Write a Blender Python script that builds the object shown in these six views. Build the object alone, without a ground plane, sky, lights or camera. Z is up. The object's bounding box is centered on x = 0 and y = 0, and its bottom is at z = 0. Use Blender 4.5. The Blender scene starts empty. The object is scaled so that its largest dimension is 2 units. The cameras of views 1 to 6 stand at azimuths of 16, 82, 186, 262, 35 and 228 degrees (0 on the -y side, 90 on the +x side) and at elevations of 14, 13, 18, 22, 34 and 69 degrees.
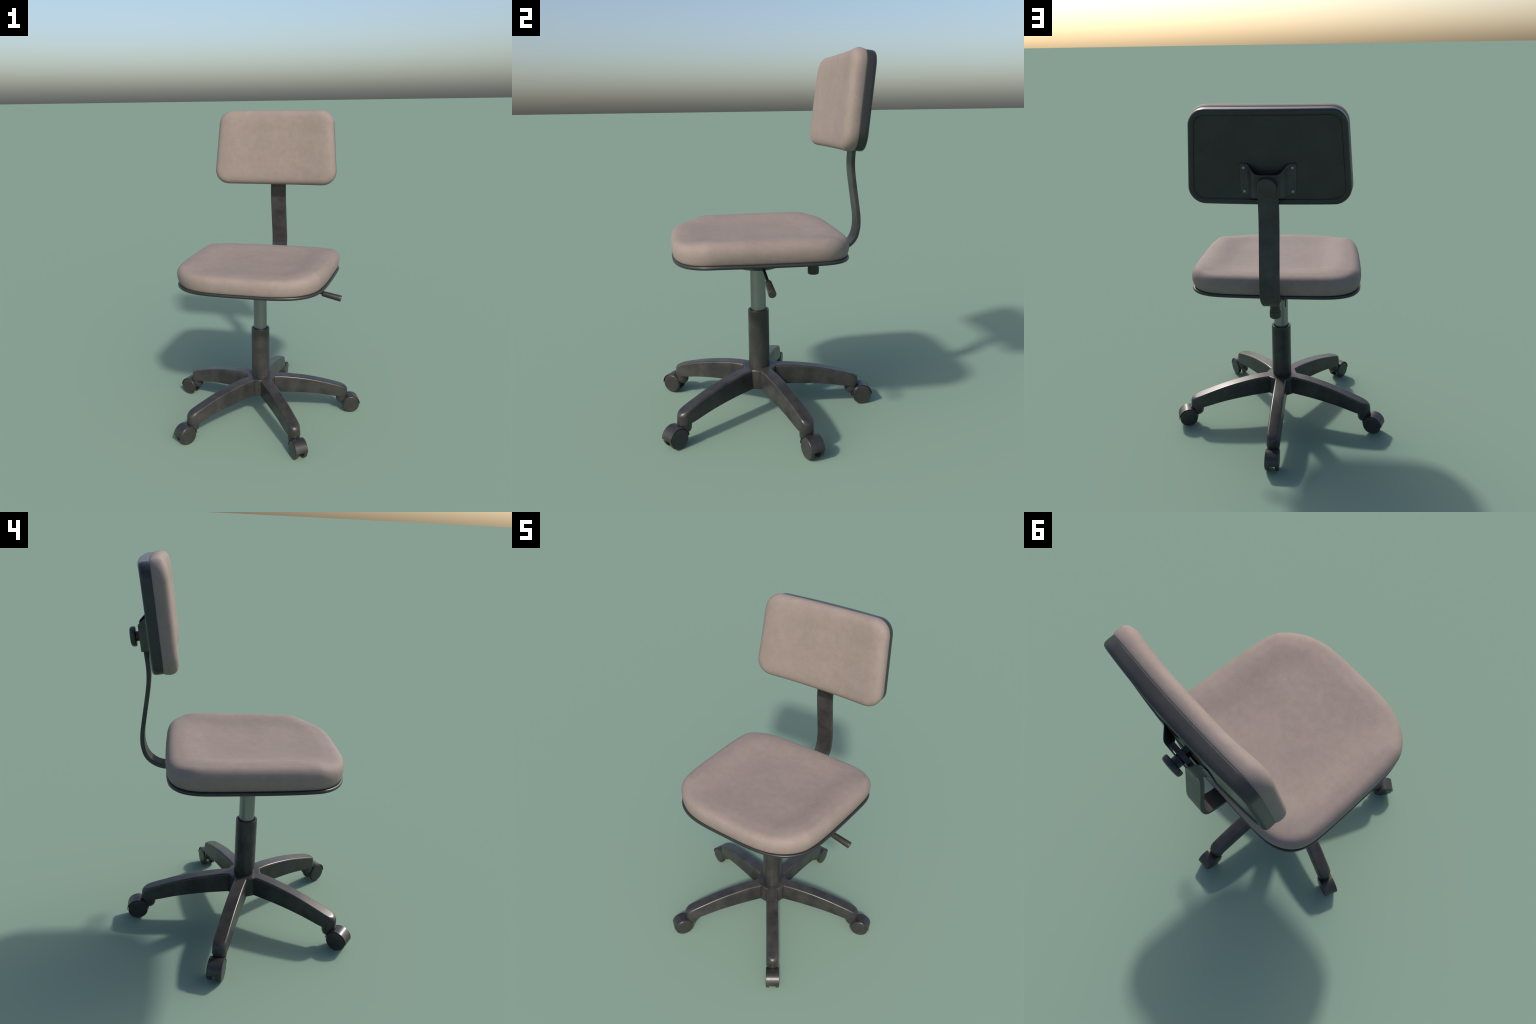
import bpy, bmesh, math
from math import sin, cos, pi, radians, sqrt
from mathutils import Vector, Matrix

# ------------------------------------------------------------------ helpers
def smooth(a, b, x):
    t = max(0.0, min(1.0, (x - a) / (b - a)))
    return t * t * (3 - 2 * t)

def lerp_table(tab, x):
    if x <= tab[0][0]:
        return tab[0][1]
    for (x0, y0), (x1, y1) in zip(tab, tab[1:]):
        if x <= x1:
            return y0 + (y1 - y0) * (x - x0) / (x1 - x0)
    return tab[-1][1]

def catmull(pts, n):
    """smooth open curve through control points, n samples per span"""
    out = []
    P = [Vector(p) for p in pts]
    P = [2 * P[0] - P[1]] + P + [2 * P[-1] - P[-2]]
    for i in range(1, len(P) - 2):
        p0, p1, p2, p3 = P[i - 1:i + 3]
        for k in range(n):
            t = k / n
            out.append(0.5 * ((2 * p1) + (p2 - p0) * t + (2 * p0 - 5 * p1 + 4 * p2 - p3) * t * t
                              + (3 * p1 - p0 - 3 * p2 + p3) * t ** 3))
    out.append(P[-2].copy())
    return out

def catmull_closed(pts, n):
    out = []
    P = [Vector(p) for p in pts]
    m = len(P)
    for i in range(m):
        p0, p1, p2, p3 = P[i - 1], P[i], P[(i + 1) % m], P[(i + 2) % m]
        for k in range(n):
            t = k / n
            out.append(0.5 * ((2 * p1) + (p2 - p0) * t + (2 * p0 - 5 * p1 + 4 * p2 - p3) * t * t
                              + (3 * p1 - p0 - 3 * p2 + p3) * t ** 3))
    return out

def resample(loop, n):
    """closed 2D loop resampled to n evenly spaced points"""
    m = len(loop)
    d = [0.0]
    for i in range(m):
        d.append(d[-1] + (loop[(i + 1) % m] - loop[i]).length)
    out, j = [], 0
    for k in range(n):
        s = d[-1] * k / n
        while d[j + 1] < s:
            j += 1
        t = (s - d[j]) / (d[j + 1] - d[j])
        out.append(loop[j].lerp(loop[(j + 1) % m], t))
    return out

def loop_normals(loop):
    """outward normals of a counter-clockwise 2D loop"""
    m = len(loop)
    res = []
    for i in range(m):
        t = (loop[(i + 1) % m] - loop[i - 1]).normalized()
        res.append(Vector((t.y, -t.x)))
    return res

COL = bpy.context.scene.collection

def mesh_object(name, verts, faces, parent=None, mat=None, smooth_angle=None, flip=False):
    me = bpy.data.meshes.new(name)
    me.from_pydata([tuple(v) for v in verts], [], faces)
    bm = bmesh.new()
    bm.from_mesh(me)
    bmesh.ops.recalc_face_normals(bm, faces=bm.faces)
    bm.to_mesh(me)
    bm.free()
    return wrap(name, me, parent, mat, smooth_angle)

def wrap(name, me, parent=None, mat=None, smooth_angle=None):
    if smooth_angle is not None:
        me.polygons.foreach_set("use_smooth", [True] * len(me.polygons))
        if smooth_angle < 180:
            me.set_sharp_from_angle(angle=radians(smooth_angle))
    ob = bpy.data.objects.new(name, me)
    COL.objects.link(ob)
    if mat:
        me.materials.append(mat)
    if parent:
        ob.parent = parent
    if smooth_angle is not None and smooth_angle < 180 and len(me.polygons) < 20000:
        wn = ob.modifiers.new('even_shading', 'WEIGHTED_NORMAL')
        wn.keep_sharp = True
        wn.weight = 80
    return ob

def empty(name, parent=None, loc=(0, 0, 0)):
    ob = bpy.data.objects.new(name, None)
    ob.location = loc
    ob.empty_display_size = 0.1
    COL.objects.link(ob)
    if parent:
        ob.parent = parent
    return ob

def loft(rings, cap_start=True, cap_end=True, closed=True):
    """rings of equal length -> verts, faces"""
    verts, faces = [], []
    n = len(rings[0])
    for r in rings:
        verts += r
    for i in range(len(rings) - 1):
        for j in range(n if closed else n - 1):
            a, b = i * n + j, i * n + (j + 1) % n
            faces.append((a, b, b + n, a + n))
    if cap_start:
        faces.append(tuple(range(n)))
    if cap_end:
        k = (len(rings) - 1) * n
        faces.append(tuple(range(k, k + n)))
    return verts, faces

def revolve(profile, n=48, frame=Matrix.Identity(4)):
    """profile of (radius, height) from bottom to top, about local z"""
    rings = []
    for r, h in profile:
        rings.append([frame @ Vector((r * cos(2 * pi * k / n), r * sin(2 * pi * k / n), h)) for k in range(n)])
    return loft(rings)

def axis_frame(origin, direction):
    q = Vector(direction).normalized().to_track_quat('Z', 'Y')
    return Matrix.Translation(origin) @ q.to_matrix().to_4x4()

# ---------------------------------------------------------------- materials
def node_mat(name):
    m = bpy.data.materials.new(name)
    m.use_nodes = True
    nt = m.node_tree
    nt.nodes.clear()
    out = nt.nodes.new('ShaderNodeOutputMaterial')
    b = nt.nodes.new('ShaderNodeBsdfPrincipled')
    nt.links.new(b.outputs[0], out.inputs[0])
    tc = nt.nodes.new('ShaderNodeTexCoord')
    return m, nt, b, tc

def noise(nt, src, scale, detail=4, rough=0.55, stretch=None, offset=(0, 0, 0)):
    n = nt.nodes.new('ShaderNodeTexNoise')
    n.inputs['Scale'].default_value = scale
    n.inputs['Detail'].default_value = detail
    n.inputs['Roughness'].default_value = rough
    mp = nt.nodes.new('ShaderNodeMapping')
    mp.inputs['Location'].default_value = offset
    if stretch:
        mp.inputs['Scale'].default_value = stretch
    nt.links.new(src, mp.inputs[0])
    nt.links.new(mp.outputs[0], n.inputs['Vector'])
    return n.outputs['Fac']

def ramp(nt, fac, stops):
    r = nt.nodes.new('ShaderNodeValToRGB')
    els = r.color_ramp.elements
    while len(els) < len(stops):
        els.new(0.5)
    for e, (p, c) in zip(els, stops):
        e.position = p
        e.color = (*c, 1) if len(c) == 3 else c
    nt.links.new(fac, r.inputs[0])
    return r.outputs[0]

def mix(nt, a, b, fac, mode='MIX'):
    m = nt.nodes.new('ShaderNodeMix')
    m.data_type = 'RGBA'
    m.blend_type = mode
    for sock, v in ((m.inputs[6], a), (m.inputs[7], b), (m.inputs[0], fac)):
        if isinstance(v, bpy.types.NodeSocket):
            nt.links.new(v, sock)
        elif isinstance(v, (int, float)):
            sock.default_value = v
        else:
            sock.default_value = (*v, 1)
    return m.outputs[2]

def bump(nt, height, strength, dist, prev=None):
    b = nt.nodes.new('ShaderNodeBump')
    b.inputs['Strength'].default_value = strength
    b.inputs['Distance'].default_value = dist
    nt.links.new(height, b.inputs['Height'])
    if prev:
        nt.links.new(prev, b.inputs['Normal'])
    return b.outputs[0]

def fabric_material():
    m, nt, b, tc = node_mat('beige_cloth')
    o = tc.outputs['Object']
    blotch = noise(nt, o, 8, 5, 0.65)
    col = ramp(nt, blotch, [(0.33, FAB_DARK), (0.5, FAB_MID), (0.68, FAB_LIGHT)])
    stain = ramp(nt, noise(nt, o, 6.5, 4, 0.55, offset=(4.1, 2.3, 7.7)), [(0.5, (0, 0, 0)), (0.72, (1, 1, 1))])
    sm = nt.nodes.new('ShaderNodeMath'); sm.operation = 'MULTIPLY'
    nt.links.new(stain, sm.inputs[0]); sm.inputs[1].default_value = 0.45
    col = mix(nt, col, FAB_STAIN, sm.outputs[0])
    fine = ramp(nt, noise(nt, o, 26, 4, 0.6, offset=(2, 7, 3)), [(0.32, (0.945, 0.95, 0.945)), (0.66, (1.03, 1.03, 1.03))])
    col = mix(nt, col, fine, 1.0, 'MULTIPLY')
    grain = ramp(nt, noise(nt, o, 170, 2, 0.6), [(0.3, (0.95, 0.95, 0.95)), (0.7, (1.04, 1.04, 1.04))])
    col = mix(nt, col, grain, 1.0, 'MULTIPLY')
    # crossed threads of the weave
    waves = []
    for d in ('X', 'Y', 'Z'):
        w = nt.nodes.new('ShaderNodeTexWave')
        w.bands_direction = d
        w.inputs['Scale'].default_value = 75
        w.inputs['Distortion'].default_value = 0.6
        w.inputs['Detail'].default_value = 1
        nt.links.new(o, w.inputs['Vector'])
        waves.append(w.outputs['Fac'])
    a = nt.nodes.new('ShaderNodeMath'); a.operation = 'ADD'
    nt.links.new(waves[0], a.inputs[0]); nt.links.new(waves[1], a.inputs[1])
    a2 = nt.nodes.new('ShaderNodeMath'); a2.operation = 'ADD'
    nt.links.new(a.outputs[0], a2.inputs[0]); nt.links.new(waves[2], a2.inputs[1])
    n1 = bump(nt, a2.outputs[0], 0.07, 0.0008)
    n2 = bump(nt, noise(nt, o, 11, 3, 0.5), 0.12, 0.005, n1)
    nt.links.new(n2, b.inputs['Normal'])
    nt.links.new(col, b.inputs['Base Color'])
    b.inputs['Roughness'].default_value = 0.72
    b.inputs['Specular IOR Level'].default_value = 0.22
    b.inputs['Sheen Weight'].default_value = 0.03
    b.inputs['Sheen Roughness'].default_value = 0.5
    return m

def plastic_material(name, base, light, rough=0.42, speck=0.6):
    m, nt, b, tc = node_mat(name)
    o = tc.outputs['Object']
    cloud = noise(nt, o, 9, 5, 0.6)
    col = ramp(nt, cloud, [(0.35, base), (0.7, light)])
    # tiny dark pits gathered in patches
    patch = ramp(nt, noise(nt, o, 7, 2, 0.5, offset=(3, 9, 1)), [(0.52, (0, 0, 0)), (0.60, (1, 1, 1))])
    pits = ramp(nt, noise(nt, o, 95, 2, 0.6), [(0.34, (1, 1, 1)), (0.39, (0, 0, 0))])
    pm = mix(nt, patch, pits, 1.0, 'MULTIPLY')
    sc = nt.nodes.new('ShaderNodeMath'); sc.operation = 'MULTIPLY'
    nt.links.new(pm, sc.inputs[0]); sc.inputs[1].default_value = speck
    col = mix(nt, col, (0.008, 0.008, 0.009), sc.outputs[0])
    nt.links.new(col, b.inputs['Base Color'])
    rr = nt.nodes.new('ShaderNodeMapRange')
    rr.inputs['To Min'].default_value = rough - 0.07
    rr.inputs['To Max'].default_value = rough + 0.10
    nt.links.new(noise(nt, o, 14, 4, 0.6, offset=(1, 5, 2)), rr.inputs['Value'])
    nt.links.new(rr.outputs[0], b.inputs['Roughness'])
    inv = nt.nodes.new('ShaderNodeMath'); inv.operation = 'SUBTRACT'
    inv.inputs[0].default_value = 1.0
    nt.links.new(sc.outputs[0], inv.inputs[1])
    n1 = bump(nt, inv.outputs[0], 0.2, 0.0008)
    n2 = bump(nt, noise(nt, o, 240, 2, 0.5), 0.06, 0.001, n1)
    nt.links.new(n2, b.inputs['Normal'])
    b.inputs['Specular IOR Level'].default_value = 0.45
    return m

def metal_material(name, base, rough):
    m, nt, b, tc = node_mat(name)
    o = tc.outputs['Object']
    col = ramp(nt, noise(nt, o, 14, 4, 0.6, stretch=(1, 1, 0.25)),
               [(0.35, tuple(c * 0.88 for c in base)), (0.7, base)])
    nt.links.new(col, b.inputs['Base Color'])
    b.inputs['Metallic'].default_value = 1.0
    b.inputs['Roughness'].default_value = rough
    return m

FAB_DARK = (0.239, 0.190, 0.168)
FAB_MID = (0.250, 0.199, 0.175)
FAB_LIGHT = (0.261, 0.208, 0.183)
FAB_STAIN = (0.226, 0.190, 0.150)
cloth = fabric_material()
plastic = plastic_material('worn_black_plastic', (0.021, 0.021, 0.021), (0.052, 0.048, 0.044), 0.30)
shell_plastic = plastic_material('darkened_black_plastic', (0.020, 0.020, 0.020), (0.029, 0.0285, 0.028), 0.33)  # base colour lowered to match the shaded rear shell and offset sky reflection
painted_steel = plastic_material('black_painted_steel', (0.024, 0.024, 0.024), (0.058, 0.056, 0.053), 0.36, 0.8)
steel = metal_material('grey_steel', (0.29, 0.295, 0.295), 0.36)
rivet_steel = metal_material('rivet_steel', (0.30, 0.31, 0.32), 0.45)

# ------------------------------------------------------------------- chair
AX = Vector((0, -0.054, 0))           # column axis
chair = empty('office_chair')
chair['label'] = 'armless swivel office chair with beige padded seat, black five-star base'
chair['category'] = 'office chair'

# ---- five-star base ------------------------------------------------------
base = empty('star_base', chair, AX)
HW = 0.0385           # half width of a leg
R_END = 0.549         # centre of the rounded leg end
WALL = 0.097          # flat hub wall between two legs
ROOT = (WALL - HW * sin(radians(36))) / cos(radians(36))
TOP = [(0.0, 0.278), (0.10, 0.278), (0.15, 0.2765), (0.20, 0.271), (0.25, 0.264), (0.30, 0.2555), (0.35, 0.2455),
       (0.40, 0.2335), (0.45, 0.2195), (0.50, 0.2050), (0.54, 0.1925), (0.565, 0.1835), (0.60, 0.169)]
LOW = [(0.0, 0.167), (0.10, 0.167), (0.2, 0.163), (0.3, 0.155), (0.4, 0.142), (0.5, 0.122), (0.53, 0.117), (0.6, 0.117)]

def top_z(r):
    return sum(lerp_table(TOP, r + d) for d in (-0.02, -0.01, 0, 0.01, 0.02)) / 5

def low_z(r):
    return sum(lerp_table(LOW, r + d) for d in (-0.03, -0.015, 0, 0.015, 0.03)) / 5

def shoulder(r):
    return 0.0105 + 0.0090 * smooth(0.525, 0.580, r)

def leg_mesh():
    rs = [ROOT + (R_END - ROOT) * i / 22 for i in range(23)]
    side = [Vector((r, -HW)) for r in rs]
    arc = [Vector((R_END + HW * sin(a), -HW * cos(a))) for a in [pi * k / 20 for k in range(1, 20)]]
    outline = side + arc + [Vector((r, HW)) for r in reversed(rs)]
    nrm = []
    for p in outline:
        if p.x <= R_END + 1e-6:
            nrm.append(Vector((0, -1 if p.y < 0 else 1)))
        else:
            nrm.append((p - Vector((R_END, 0))).normalized())
    # at the root the inset follows the mitre with the hub wall
    m36 = radians(36)
    mit_lo = Vector((math.tan(m36 / 2) * 0 + (1 - cos(m36)) / sin(m36) * -1, -1))
    k = (1 - sin(radians(54))) / cos(radians(54))
    nrm[0] = Vector((k, -1))
    nrm[-1] = Vector((k, 1))
    rings = []
    draft = 0.003
    rings.append([Vector((p.x + n.x * 0.0 , p.y * (1.0), low_z(p.x))) for p, n in zip(outline, nrm)])
    steps = 6
    for i in range(steps + 1):
        a = (pi / 2) * i / steps
        ring = []
        for p, n in zip(outline, nrm):
            s = shoulder(p.x)
            q = p - n * (draft + s * (1 - cos(a)))
            ring.append(Vector((q.x, q.y, top_z(min(q.x, p.x)) - s * (1 - sin(a)))))
        rings.append(ring)
    n = len(outline)
    verts, faces = [], []
    for r in rings:
        verts += r
    for i in range(len(rings) - 1):
        for j in range(n - 1):
            a = i * n + j
            faces.append((a, a + 1, a + n + 1, a + n))
    t = (len(rings) - 1) * n
    half = n // 2
    for base_i in (0, t):                     # underside and top deck
        for j in range(half):
            a, b = base_i + j, base_i + n - 1 - j
            if j + 1 == n - 2 - j:
                faces.append((a, a + 1, b))
            else:
                faces.append((a, a + 1, b - 1, b))
    return verts, faces

lv, lf = leg_mesh()
leg0 = mesh_object('leg', lv, lf, base, plastic, 40)
LEG_AZ = [36, 108, 180, 252, 324]

def az_rot(az):
    # local +x points outward
    return radians(az - 90)

leg0.rotation_euler = (0, 0, az_rot(LEG_AZ[0]))
for az in LEG_AZ[1:]:
    o = leg0.copy()
    o.rotation_euler = (0, 0, az_rot(az))
    COL.objects.link(o)

# hub between the leg roots
def hub_mesh():
    pts, nrm = [], []
    k = (1 - sin(radians(54))) / cos(radians(54))
    for az in LEG_AZ:
        M = Matrix.Rotation(az_rot(az), 2)
        for sgn in (-1, 1):
            pts.append(M @ Vector((ROOT, sgn * HW)))
            nrm.append(M @ Vector((k, sgn)))
    rings = [[Vector((*p, 0.167)) for p in pts]]
    s = shoulder(0)
    for i in range(7):
        a = (pi / 2) * i / 6
        rings.append([Vector((*(p - n * (0.003 + s * (1 - cos(a)))), 0.2779 - s * (1 - sin(a)))) for p, n in zip(pts, nrm)])
    return loft(rings)

hv, hf = hub_mesh()
mesh_object('hub', hv, hf, base, plastic, 40)

# ---- casters ---------------------------------------------------------------
WR, WZ, WX = 0.0553, 0.0553, 0.607        # wheel radius, height, distance from column

def caster_body_mesh():
    """pivot barrel, hood arched over the wheels and the web between them"""
    V, F = [], []
    def add(v, f):
        k = len(V)
        V.extend(v)
        F.extend([tuple(i + k for i in t) for t in f])
    prof = [(0.004, 0.058)]
    for i in range(1, 9):
        a = pi / 2 * i / 8
        prof.append((0.0355 * sin(a), 0.092 - 0.034 * cos(a)))
    prof += [(0.0360, 0.105), (0.0360, 0.120)]
    add(*revolve(prof, 40, Matrix.Translation((0.5445, 0, 0))))
    # hood: arch of thin sheet with rounded lips
    ri, ro, hw = 0.0580, 0.0612, 0.0385
    n = 40
    rings = []
    for i in range(n + 1):
        a = radians(1) + radians(176) * i / n
        c, s = cos(a), sin(a)
        sec = [(ri, -hw), (ro - 0.0009, -hw), (ro, -hw + 0.0009), (ro, hw - 0.0009), (ro - 0.0009, hw), (ri, hw)]
        rings.append([Vector((WX + r * c, t, WZ + r * s)) for r, t in sec])
    add(*loft(rings))
    # web
    rings = []
    for t in (-0.0165, 0.0165):
        ring = [Vector((WX + 0.0585 * cos(a), t, WZ + 0.0585 * sin(a)))
                for a in [radians(4) + radians(172) * k / 30 for k in range(31)]]
        rings.append(ring)
    add(*loft(rings))
    return V, F

def wheel_mesh():
    prof = [(0.010, 0.0185), (0.0525, 0.0185), (0.0545, 0.0192), (WR, 0.0212), (WR, 0.0335), (0.0548, 0.0358), (0.0536, 0.0376),
            (0.0515, 0.0388), (0.0485, 0.0392), (0.030, 0.0395), (0.002, 0.0396)]
    return revolve(prof, 64)

bv, bf = caster_body_mesh()
body_me = mesh_object('caster_housing', bv, bf, None, plastic, 28)
wv, wf = wheel_mesh()
wheel_me = mesh_object('wheel', wv, wf, None, plastic, 38)
first = True
for az in LEG_AZ:
    c = empty('caster', base)
    c.rotation_euler = (0, 0, az_rot(az))
    hb = body_me if first else body_me.copy()
    if not first:
        COL.objects.link(hb)
    hb.parent = c
    for sgn in (-1, 1):
        w = wheel_me if (first and sgn == -1) else wheel_me.copy()
        if w is not wheel_me:
            COL.objects.link(w)
        w.parent = c
        w.location = (WX, 0, WZ)
        w.rotation_euler = (radians(-90) * sgn, radians(31 * (az % 7)) * 0, 0)
    first = False

# ---- column ----------------------------------------------------------------
column = empty('gas_lift', chair, AX)
sv, sf = revolve([(0.0592, 0.262), (0.0592, 0.274), (0.0592, 0.34), (0.0590, 0.6095), (0.0582, 0.6130), (0.0570, 0.6142),
                  (0.0480, 0.6142), (0.0465, 0.6125), (0.0460, 0.600), (0.0440, 0.585)], 72)
mesh_object('column_sleeve', sv, sf, column, plastic, 35)
rv, rf = revolve([(0.0427, 0.560), (0.0427, 0.895)], 72)
mesh_object('piston_rod', rv, rf, column, steel, 35)

# ---- seat ------------------------------------------------------------------
seat = empty('seat', chair)
HALF = [(0.0, -0.523), (0.12, -0.522), (0.220, -0.513), (0.305, -0.488), (0.375, -0.442), (0.424, -0.378), (0.448, -0.297),
        (0.4575, -0.200), (0.4625, -0.080), (0.4655, 0.040), (0.4670, 0.140), (0.4630, 0.230), (0.4420, 0.294), (0.4030, 0.339),
        (0.3430, 0.368), (0.2620, 0.380), (0.13, 0.384), (0.0, 0.385)]
ctrl = [Vector(p) for p in HALF] + [Vector((-x, y)) for x, y in reversed(HALF[1:-1])]
SEAT = resample(catmull_closed(ctrl, 10), 192)
SEAT_N = loop_normals(SEAT)

def front_dip(y, z):
    """front edge of pan and cushion dips a little"""
    return z - 0.010 * smooth(-0.26, -0.50, y) * max(0.0, min(1.0, (1.065 - z) / 0.09))

def seat_ring(inset, z):
    res = []
    for p, n in zip(SEAT, SEAT_N):
        i = inset - 0.0100 * abs(n.x) - 0.003 * max(0.0, n.y)
        q = p - n * i
        res.append(Vector((q.x, q.y, front_dip(p.y, z))))
    return res

# pan: rounded black rim and flat underside
pan_prof = [(0.16, 0.9590), (0.055, 0.9600), (0.012, 0.9612), (0.005, 0.9628), (0.0012, 0.9662), (0.0, 0.9710), (0.0006, 0.9755),
            (0.0028, 0.9790), (0.0065, 0.9808), (0.020, 0.9812)]
v, f = loft([seat_ring(i, z) for i, z in pan_prof])
mesh_object('seat_pan', v, f, seat, shell_plastic, 50)

# cushion
SIDE_P = [(0.018, 0.9790), (0.006, 0.9800), (0.0025, 0.9825), (0.0000, 0.9870), (-0.0052, 0.998), (-0.0102, 1.013), (-0.0130, 1.030),
          (-0.0125, 1.046), (-0.0085, 1.060), (-0.0005, 1.0735), (0.0110, 1.0840), (0.0250, 1.0915), (0.0420, 1.0950), (0.0660, 1.0955)]
FRONT_P = [(0.022, 0.9790), (0.010, 0.9800), (0.0070, 0.9825), (0.0050, 0.9870), (0.0012, 0.998), (-0.0015, 1.012), (-0.0025, 1.027),
           (-0.0010, 1.0395), (0.0030, 1.0500), (0.0105, 1.0590), (0.0215, 1.0655), (0.0380, 1.0700), (0.0590, 1.0725), (0.0850, 1.0735)]
BACK_P = [(0.020, 0.9790), (0.007, 0.9800), (0.0045, 0.9825), (0.0025, 0.9870), (-0.0015, 0.998), (-0.0050, 1.013), (-0.0065, 1.028),
          (-0.0050, 1.043), (0.0000, 1.056), (0.0075, 1.067), (0.0185, 1.0755), (0.0315, 1.0810), (0.0485, 1.0845), (0.0720, 1.0850)]

def seat_top(p):
    """gently dished sitting surface"""
    side = smooth(0.215, 0.385, abs(p.x))
    front = smooth(-0.25, -0.44, p.y)
    back = smooth(0.08, 0.32, p.y)
    return 1.0660 + 0.0285 * side * (1 - 0.55 * front) * (1 - 0.35 * back) + 0.006 * front + 0.0160 * back * (1 - side * 0.3)

rings = []
np_ = len(SIDE_P)
for i in range(np_):
    ring = []
    for p, n in zip(SEAT, SEAT_N):
        wf_ = smooth(0.25, 0.95, -n.y)
        wb = smooth(0.25, 0.95, n.y)
        ws = 1 - wf_ - wb
        ins = SIDE_P[i][0] * ws + FRONT_P[i][0] * wf_ + BACK_P[i][0] * wb
        z = SIDE_P[i][1] * ws + FRONT_P[i][1] * wf_ + BACK_P[i][1] * wb
        ring.append(Vector((p.x - n.x * ins, p.y - n.y * ins, front_dip(p.y, z))))
    rings.append(ring)
last = rings[-1]
centre = Vector((0, -0.06))
for s in (0.975, 0.945, 0.91, 0.87, 0.83, 0.79, 0.75, 0.70, 0.66, 0.55, 0.44, 0.33, 0.22, 0.11, 0.04):
    ring = []
    for q in last:
        xy = centre + (Vector((q.x, q.y)) - centre) * s
        edge = smooth(0.84, 1.0, s)
        ring.append(Vector((xy.x, xy.y, q.z * edge + seat_top(xy) * (1 - edge))))
    rings.append(ring)
for it in range(7):          # relax the sitting surface so no ring shows
    m_ = len(rings[0])
    old = [[q.z for q in r] for r in rings]
    for i in range(np_ - 2, len(rings) - 1):
        for k in range(m_):
            rings[i][k].z = 0.4 * old[i][k] + 0.2 * (old[i - 1][k] + old[i + 1][k]) + 0.1 * (old[i][k - 3] + old[i][(k + 3) % m_])
v, f = loft(rings)
cush = mesh_object('seat_cushion', v, f, seat, cloth, 180)
cush.modifiers.new('soften', 'SMOOTH').factor = 0.4
cush.modifiers['soften'].iterations = 2

# ---- mechanism under the seat ----------------------------------------------
mech = empty('seat_mechanism', chair)
v, f = revolve([(0.047, 0.858), (0.070, 0.8555), (0.092, 0.857), (0.115, 0.863), (0.140, 0.874), (0.165, 0.890), (0.185, 0.912), (0.192, 0.938), (0.192, 0.962)],
               72, Matrix.Translation(AX))
mesh_object('mounting_dish', v, f, mech, painted_steel, 40)

tip, root = Vector((0.529, -0.053, 0.848)), Vector((0.409, -0.055, 0.8745))
d = (tip - root).normalized()
L = (tip - root).length
handle = empty('lift_lever', mech)
v, f = revolve([(0.0080, 0.0), (0.0080, 0.36)], 24, axis_frame(root - d * 0.345, d))
mesh_object('lever_rod', v, f, handle, painted_steel, 35)
v, f = revolve([(0.0100, 0.0), (0.0155, 0.0), (0.0168, 0.0012), (0.0172, 0.003), (0.0203, L - 0.006), (0.0200, L - 0.002), (0.0188, L),
                (0.004, L + 0.0008)], 40, axis_frame(root, d))
mesh_object('lever_grip', v, f, handle, plastic, 35)

# ---- back support bar --------------------------------------------------------
BAR = [(0.215, 0.940), (0.300, 0.940), (0.384, 0.9405), (0.420, 0.9475), (0.450, 0.9620), (0.477, 0.9860), (0.4960, 1.0180), (0.5065, 1.060), (0.5085, 1.090),
       (0.5070, 1.134), (0.4960, 1.215), (0.4835, 1.300), (0.4745, 1.370), (0.4715, 1.420), (0.4740, 1.475), (0.4835, 1.5485), (0.4975, 1.661)]
path = catmull(BAR, 8)
bw, bt, br = 0.053, 0.0110, 0.0045
sec = []
for cx, ct, a0 in ((bw - br, bt - br, 0), (-bw + br, bt - br, 90), (-bw + br, -bt + br, 180), (bw - br, -bt + br, 270)):
    for k in range(5):
        a = radians(a0 + 90 * k / 4)
        sec.append((cx + br * cos(a), ct + br * sin(a)))
rings = []
for i, p in enumerate(path):
    t = (path[min(i + 1, len(path) - 1)] - path[max(i - 1, 0)]).normalized()
    nn = Vector((t.y, -t.x))         # outward (rear) side of the bar
    s = 0.86 + 0.14 * smooth(0.945, 1.01, p.y)
    rings.append([Vector((x * s, p.x + nn.x * w, p.y + nn.y * w)) for x, w in sec])
v, f = loft(rings)
mesh_object('back_support_bar', v, f, chair, painted_steel, 40)

# bar holder below the seat: folded channel with side flanges and its clamp screw
def box(x0, x1, y0, y1, z0, z1):
    vs = [(x, y, z) for x in (x0, x1) for y in (y0, y1) for z in (z0, z1)]
    fs = [(0, 1, 3, 2), (4, 6, 7, 5), (0, 4, 5, 1), (2, 3, 7, 6), (0, 2, 6, 4), (1, 5, 7, 3)]
    return vs, fs

V, F = [], []
for bx in (box(-0.062, -0.0555, 0.06, 0.275, 0.872, 0.962), box(0.0555, 0.062, 0.06, 0.275, 0.872, 0.962),
           box(-0.0555, 0.0555, 0.06, 0.295, 0.918, 0.9275)):
    k = len(V)
    V += bx[0]
    F += [tuple(i + k for i in t) for t in bx[1]]
hold = mesh_object('bar_holder', V, F, mech, painted_steel)
bv_ = hold.modifiers.new('edge', 'BEVEL'); bv_.width = 0.0015; bv_.segments = 2

def ribbed(profile, n, depth, frame):
    rings = []
    for r, h, rib in profile:
        rings.append([frame @ Vector(((r - depth * rib * (k % 2)) * cos(2 * pi * k / n), (r - depth * rib * (k % 2)) * sin(2 * pi * k / n), h))
                      for k in range(n)])
    return loft(rings)

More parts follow.
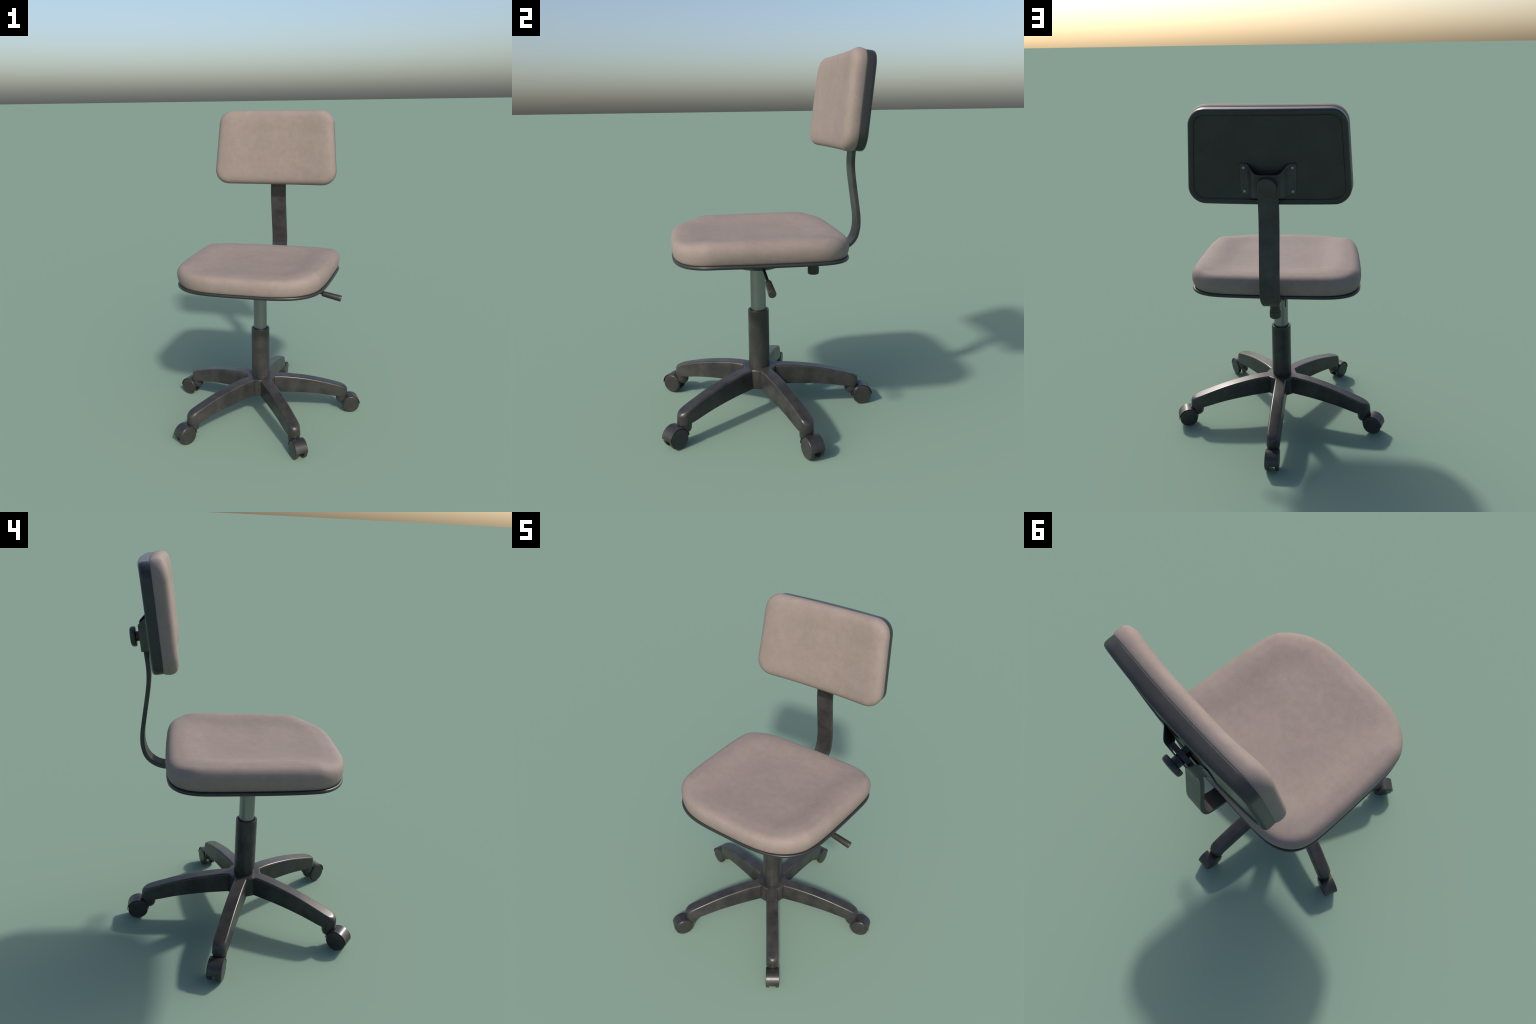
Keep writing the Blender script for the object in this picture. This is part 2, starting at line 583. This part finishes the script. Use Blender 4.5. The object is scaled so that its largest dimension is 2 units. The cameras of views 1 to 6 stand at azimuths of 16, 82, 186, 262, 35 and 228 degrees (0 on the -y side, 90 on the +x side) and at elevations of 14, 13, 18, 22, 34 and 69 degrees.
v, f = ribbed([(0.020, 0.803, 0), (0.0285, 0.8032, 0), (0.0312, 0.8065, 0.3), (0.0320, 0.812, 1), (0.0320, 0.838, 1), (0.0312, 0.8405, 0.3), (0.0295, 0.8410, 0),
               (0.0295, 0.8428, 0), (0.0315, 0.8432, 0), (0.0318, 0.846, 0), (0.0300, 0.853, 0), (0.0292, 0.858, 0), (0.0292, 0.920, 0)], 72, 0.0014,
              Matrix.Translation((0, 0.263, 0)))
mesh_object('clamp_screw_knob', v, f, mech, plastic, 35)

# ---- backrest -----------------------------------------------------------------
backrest = empty('backrest', chair)
O = Vector((0, 0.4270, 1.7488))
EV = Vector((0, 0.1172, 0.9931))       # up the leaning back
EW = Vector((0, -0.9931, 0.1172))      # forward, towards the sitter

def back_pos(u, v, w):
    k = 0.075 + 0.055 * smooth(0.0, -0.055, w)
    p = O + EV * v + EW * w
    return Vector((u, p.y - k * u * u, p.z))

def back_outline(hh, wb, wt, rb, rt, n=160):
    """trapezoid with rounded corners, counter-clockwise in (u, v)"""
    loop = []
    def hw_at(v):
        return wb + (wt - wb) * (v + hh) / (2 * hh)
    corners = [(1, -1, rb, -90), (1, 1, rt, 0), (-1, 1, rt, 90), (-1, -1, rb, 180)]
    for sx, sy, r, a0 in corners:
        cy = sy * (hh - r)
        cx = sx * (hw_at(cy) - r)
        for k in range(13):
            a = radians(a0 + 90 * k / 12)
            loop.append(Vector((cx + r * cos(a), cy + r * sin(a))))
    # slight outward bow of the four edges, then even spacing
    return resample(loop, n)

OUT = back_outline(0.2486, 0.4285, 0.3905, 0.092, 0.092)
OUT_N = loop_normals(OUT)

def pad_w(u, w):
    """the padding is lower in the middle, fuller towards the two sides"""
    return w - 0.0085 * (1 - smooth(0.16, 0.335, abs(u))) * max(0.0, w) / 0.074

def back_ring(inset, w, bow=0.0):
    res = []
    for p, n in zip(OUT, OUT_N):
        q = p - n * inset
        res.append(back_pos(q.x, q.y, pad_w(q.x, w)))
    return res

def back_fill(rings, inset, w, scales, dish=0.0):
    for s in scales:
        ring = []
        for p, n in zip(OUT, OUT_N):
            q = (p - n * inset) * s
            ring.append(back_pos(q.x, q.y, pad_w(q.x, w + dish * (1 - s * s))))
        rings.append(ring)

# padded front
prof = [(0.030, -0.0024), (0.0085, -0.0024), (0.0062, -0.0010), (0.0030, 0.0040), (0.0005, 0.014), (-0.0008, 0.024), (-0.0005, 0.035),
        (0.0020, 0.045), (0.0065, 0.0535), (0.0135, 0.0610), (0.0230, 0.0670), (0.0350, 0.0708), (0.0500, 0.0730), (0.0700, 0.0740)]
rings = [back_ring(i, w) for i, w in prof]
back_fill(rings, 0.07, 0.0745, (0.96, 0.91, 0.85, 0.79, 0.72, 0.65, 0.57, 0.49, 0.40, 0.31, 0.21, 0.12, 0.04), 0.0015)
v, f = loft(rings)
bc = mesh_object('backrest_cushion', v, f, backrest, cloth, 180)
bc.modifiers.new('soften', 'SMOOTH').factor = 0.4
bc.modifiers['soften'].iterations = 2

# rear shell with raised border and a recessed panel
prof = [(0.030, -0.0014), (0.0068, -0.0014), (0.0062, -0.0022), (0.0060, -0.0050), (0.0056, -0.012), (0.0054, -0.034), (0.0066, -0.046), (0.0100, -0.0528),
        (0.0160, -0.0570), (0.0245, -0.0582), (0.0310, -0.0580), (0.0350, -0.0560), (0.0375, -0.0525), (0.0385, -0.0500), (0.0400, -0.0488),
        (0.0425, -0.0490), (0.0480, -0.0500), (0.0600, -0.0500)]
rings = [back_ring(i, w) for i, w in prof]
back_fill(rings, 0.06, -0.0500, (0.9, 0.78, 0.65, 0.5, 0.35, 0.2, 0.06))
v, f = loft(rings)
mesh_object('backrest_shell', v, f, backrest, shell_plastic, 60)

# hat-shaped bracket riveted to the shell
bracket = empty('back_bracket', backrest)
US = [-0.140, -0.126] + [-0.114 + 0.003 * i for i in range(26)] + [-0.030, -0.020, -0.010, 0.0]
US = US + [-u for u in reversed(US[:-1])]
PLATE, HAT = -0.0545, -0.0990

def hat_w(u):
    return PLATE + (HAT - PLATE) * smooth(0.113, 0.062, abs(u))

def hat_top(u):
    return lerp_table([(0.0, -0.0715), (0.040, -0.0710), (0.050, -0.0690), (0.059, -0.0650), (0.067, -0.0595), (0.078, -0.0495), (0.086, -0.0410),
                       (0.094, -0.0325), (0.102, -0.0275), (0.110, -0.0255), (0.14, -0.0250)], abs(u))

def hat_low(u):
    return lerp_table([(0.0, -0.1900), (0.066, -0.1900), (0.082, -0.1880), (0.094, -0.1850), (0.14, -0.1850)], abs(u))

verts, faces = [], []
NV = 12
for u in US:
    for j in range(NV + 1):
        vv = hat_low(u) + (hat_top(u) - hat_low(u)) * j / NV
        w = hat_w(u)
        p = O + EV * vv + EW * w
        verts.append(Vector((u, p.y - (0.13 * u * u if abs(u) > 0.09 else 0.13 * 0.0081 * smooth(0.03, 0.09, abs(u))), p.z)))
for i in range(len(US) - 1):
    for j in range(NV):
        a = i * (NV + 1) + j
        faces.append((a, a + 1, a + NV + 2, a + NV + 1))
bk = mesh_object('bracket_plate', verts, faces, bracket, painted_steel, 180)
so = bk.modifiers.new('sheet', 'SOLIDIFY')
so.thickness = 0.005
so.offset = 0.0
be = bk.modifiers.new('edge', 'BEVEL')
be.width = 0.0012
be.segments = 2
be.limit_method = 'ANGLE'
be.angle_limit = radians(50)

rivet_me = None
for u in (-0.121, 0.121):
    for vv in (-0.0465, -0.1680):
        c = back_pos(u, vv, -0.0560)
        v, f = revolve([(0.0083, 0.0), (0.0083, 0.0022), (0.0074, 0.0036), (0.0045, 0.0044), (0.0008, 0.0046)], 24, axis_frame((0, 0, 0), -EW))
        if rivet_me is None:
            ob = mesh_object('rivet', v, f, bracket, rivet_steel, 60)
            rivet_me = ob
        else:
            ob = rivet_me.copy()
            COL.objects.link(ob)
        ob.location = c

def back_axis(v0, w0):
    return axis_frame(O + EV * v0 + EW * w0, -EW)

KV = -0.1235
v, f = revolve([(0.0245, -0.010), (0.0245, 0.030)], 40, back_axis(KV, -0.0950))
mesh_object('knob_shank', v, f, bracket, plastic, 35)
v, f = revolve([(0.022, 0.0), (0.0445, 0.0), (0.0475, 0.0015), (0.0490, 0.005), (0.0492, 0.013), (0.0480, 0.0195), (0.0450, 0.0245), (0.0400, 0.0272),
                (0.020, 0.0292), (0.003, 0.0298)], 64, back_axis(KV, -0.1195))
mesh_object('tightening_knob', v, f, bracket, plastic, 35)
v, f = revolve([(0.024, 0.0), (0.024, 0.0200)], 6, back_axis(KV + 0.012, -0.0500))
mesh_object('lock_nut', v, f, bracket, painted_steel, 30)
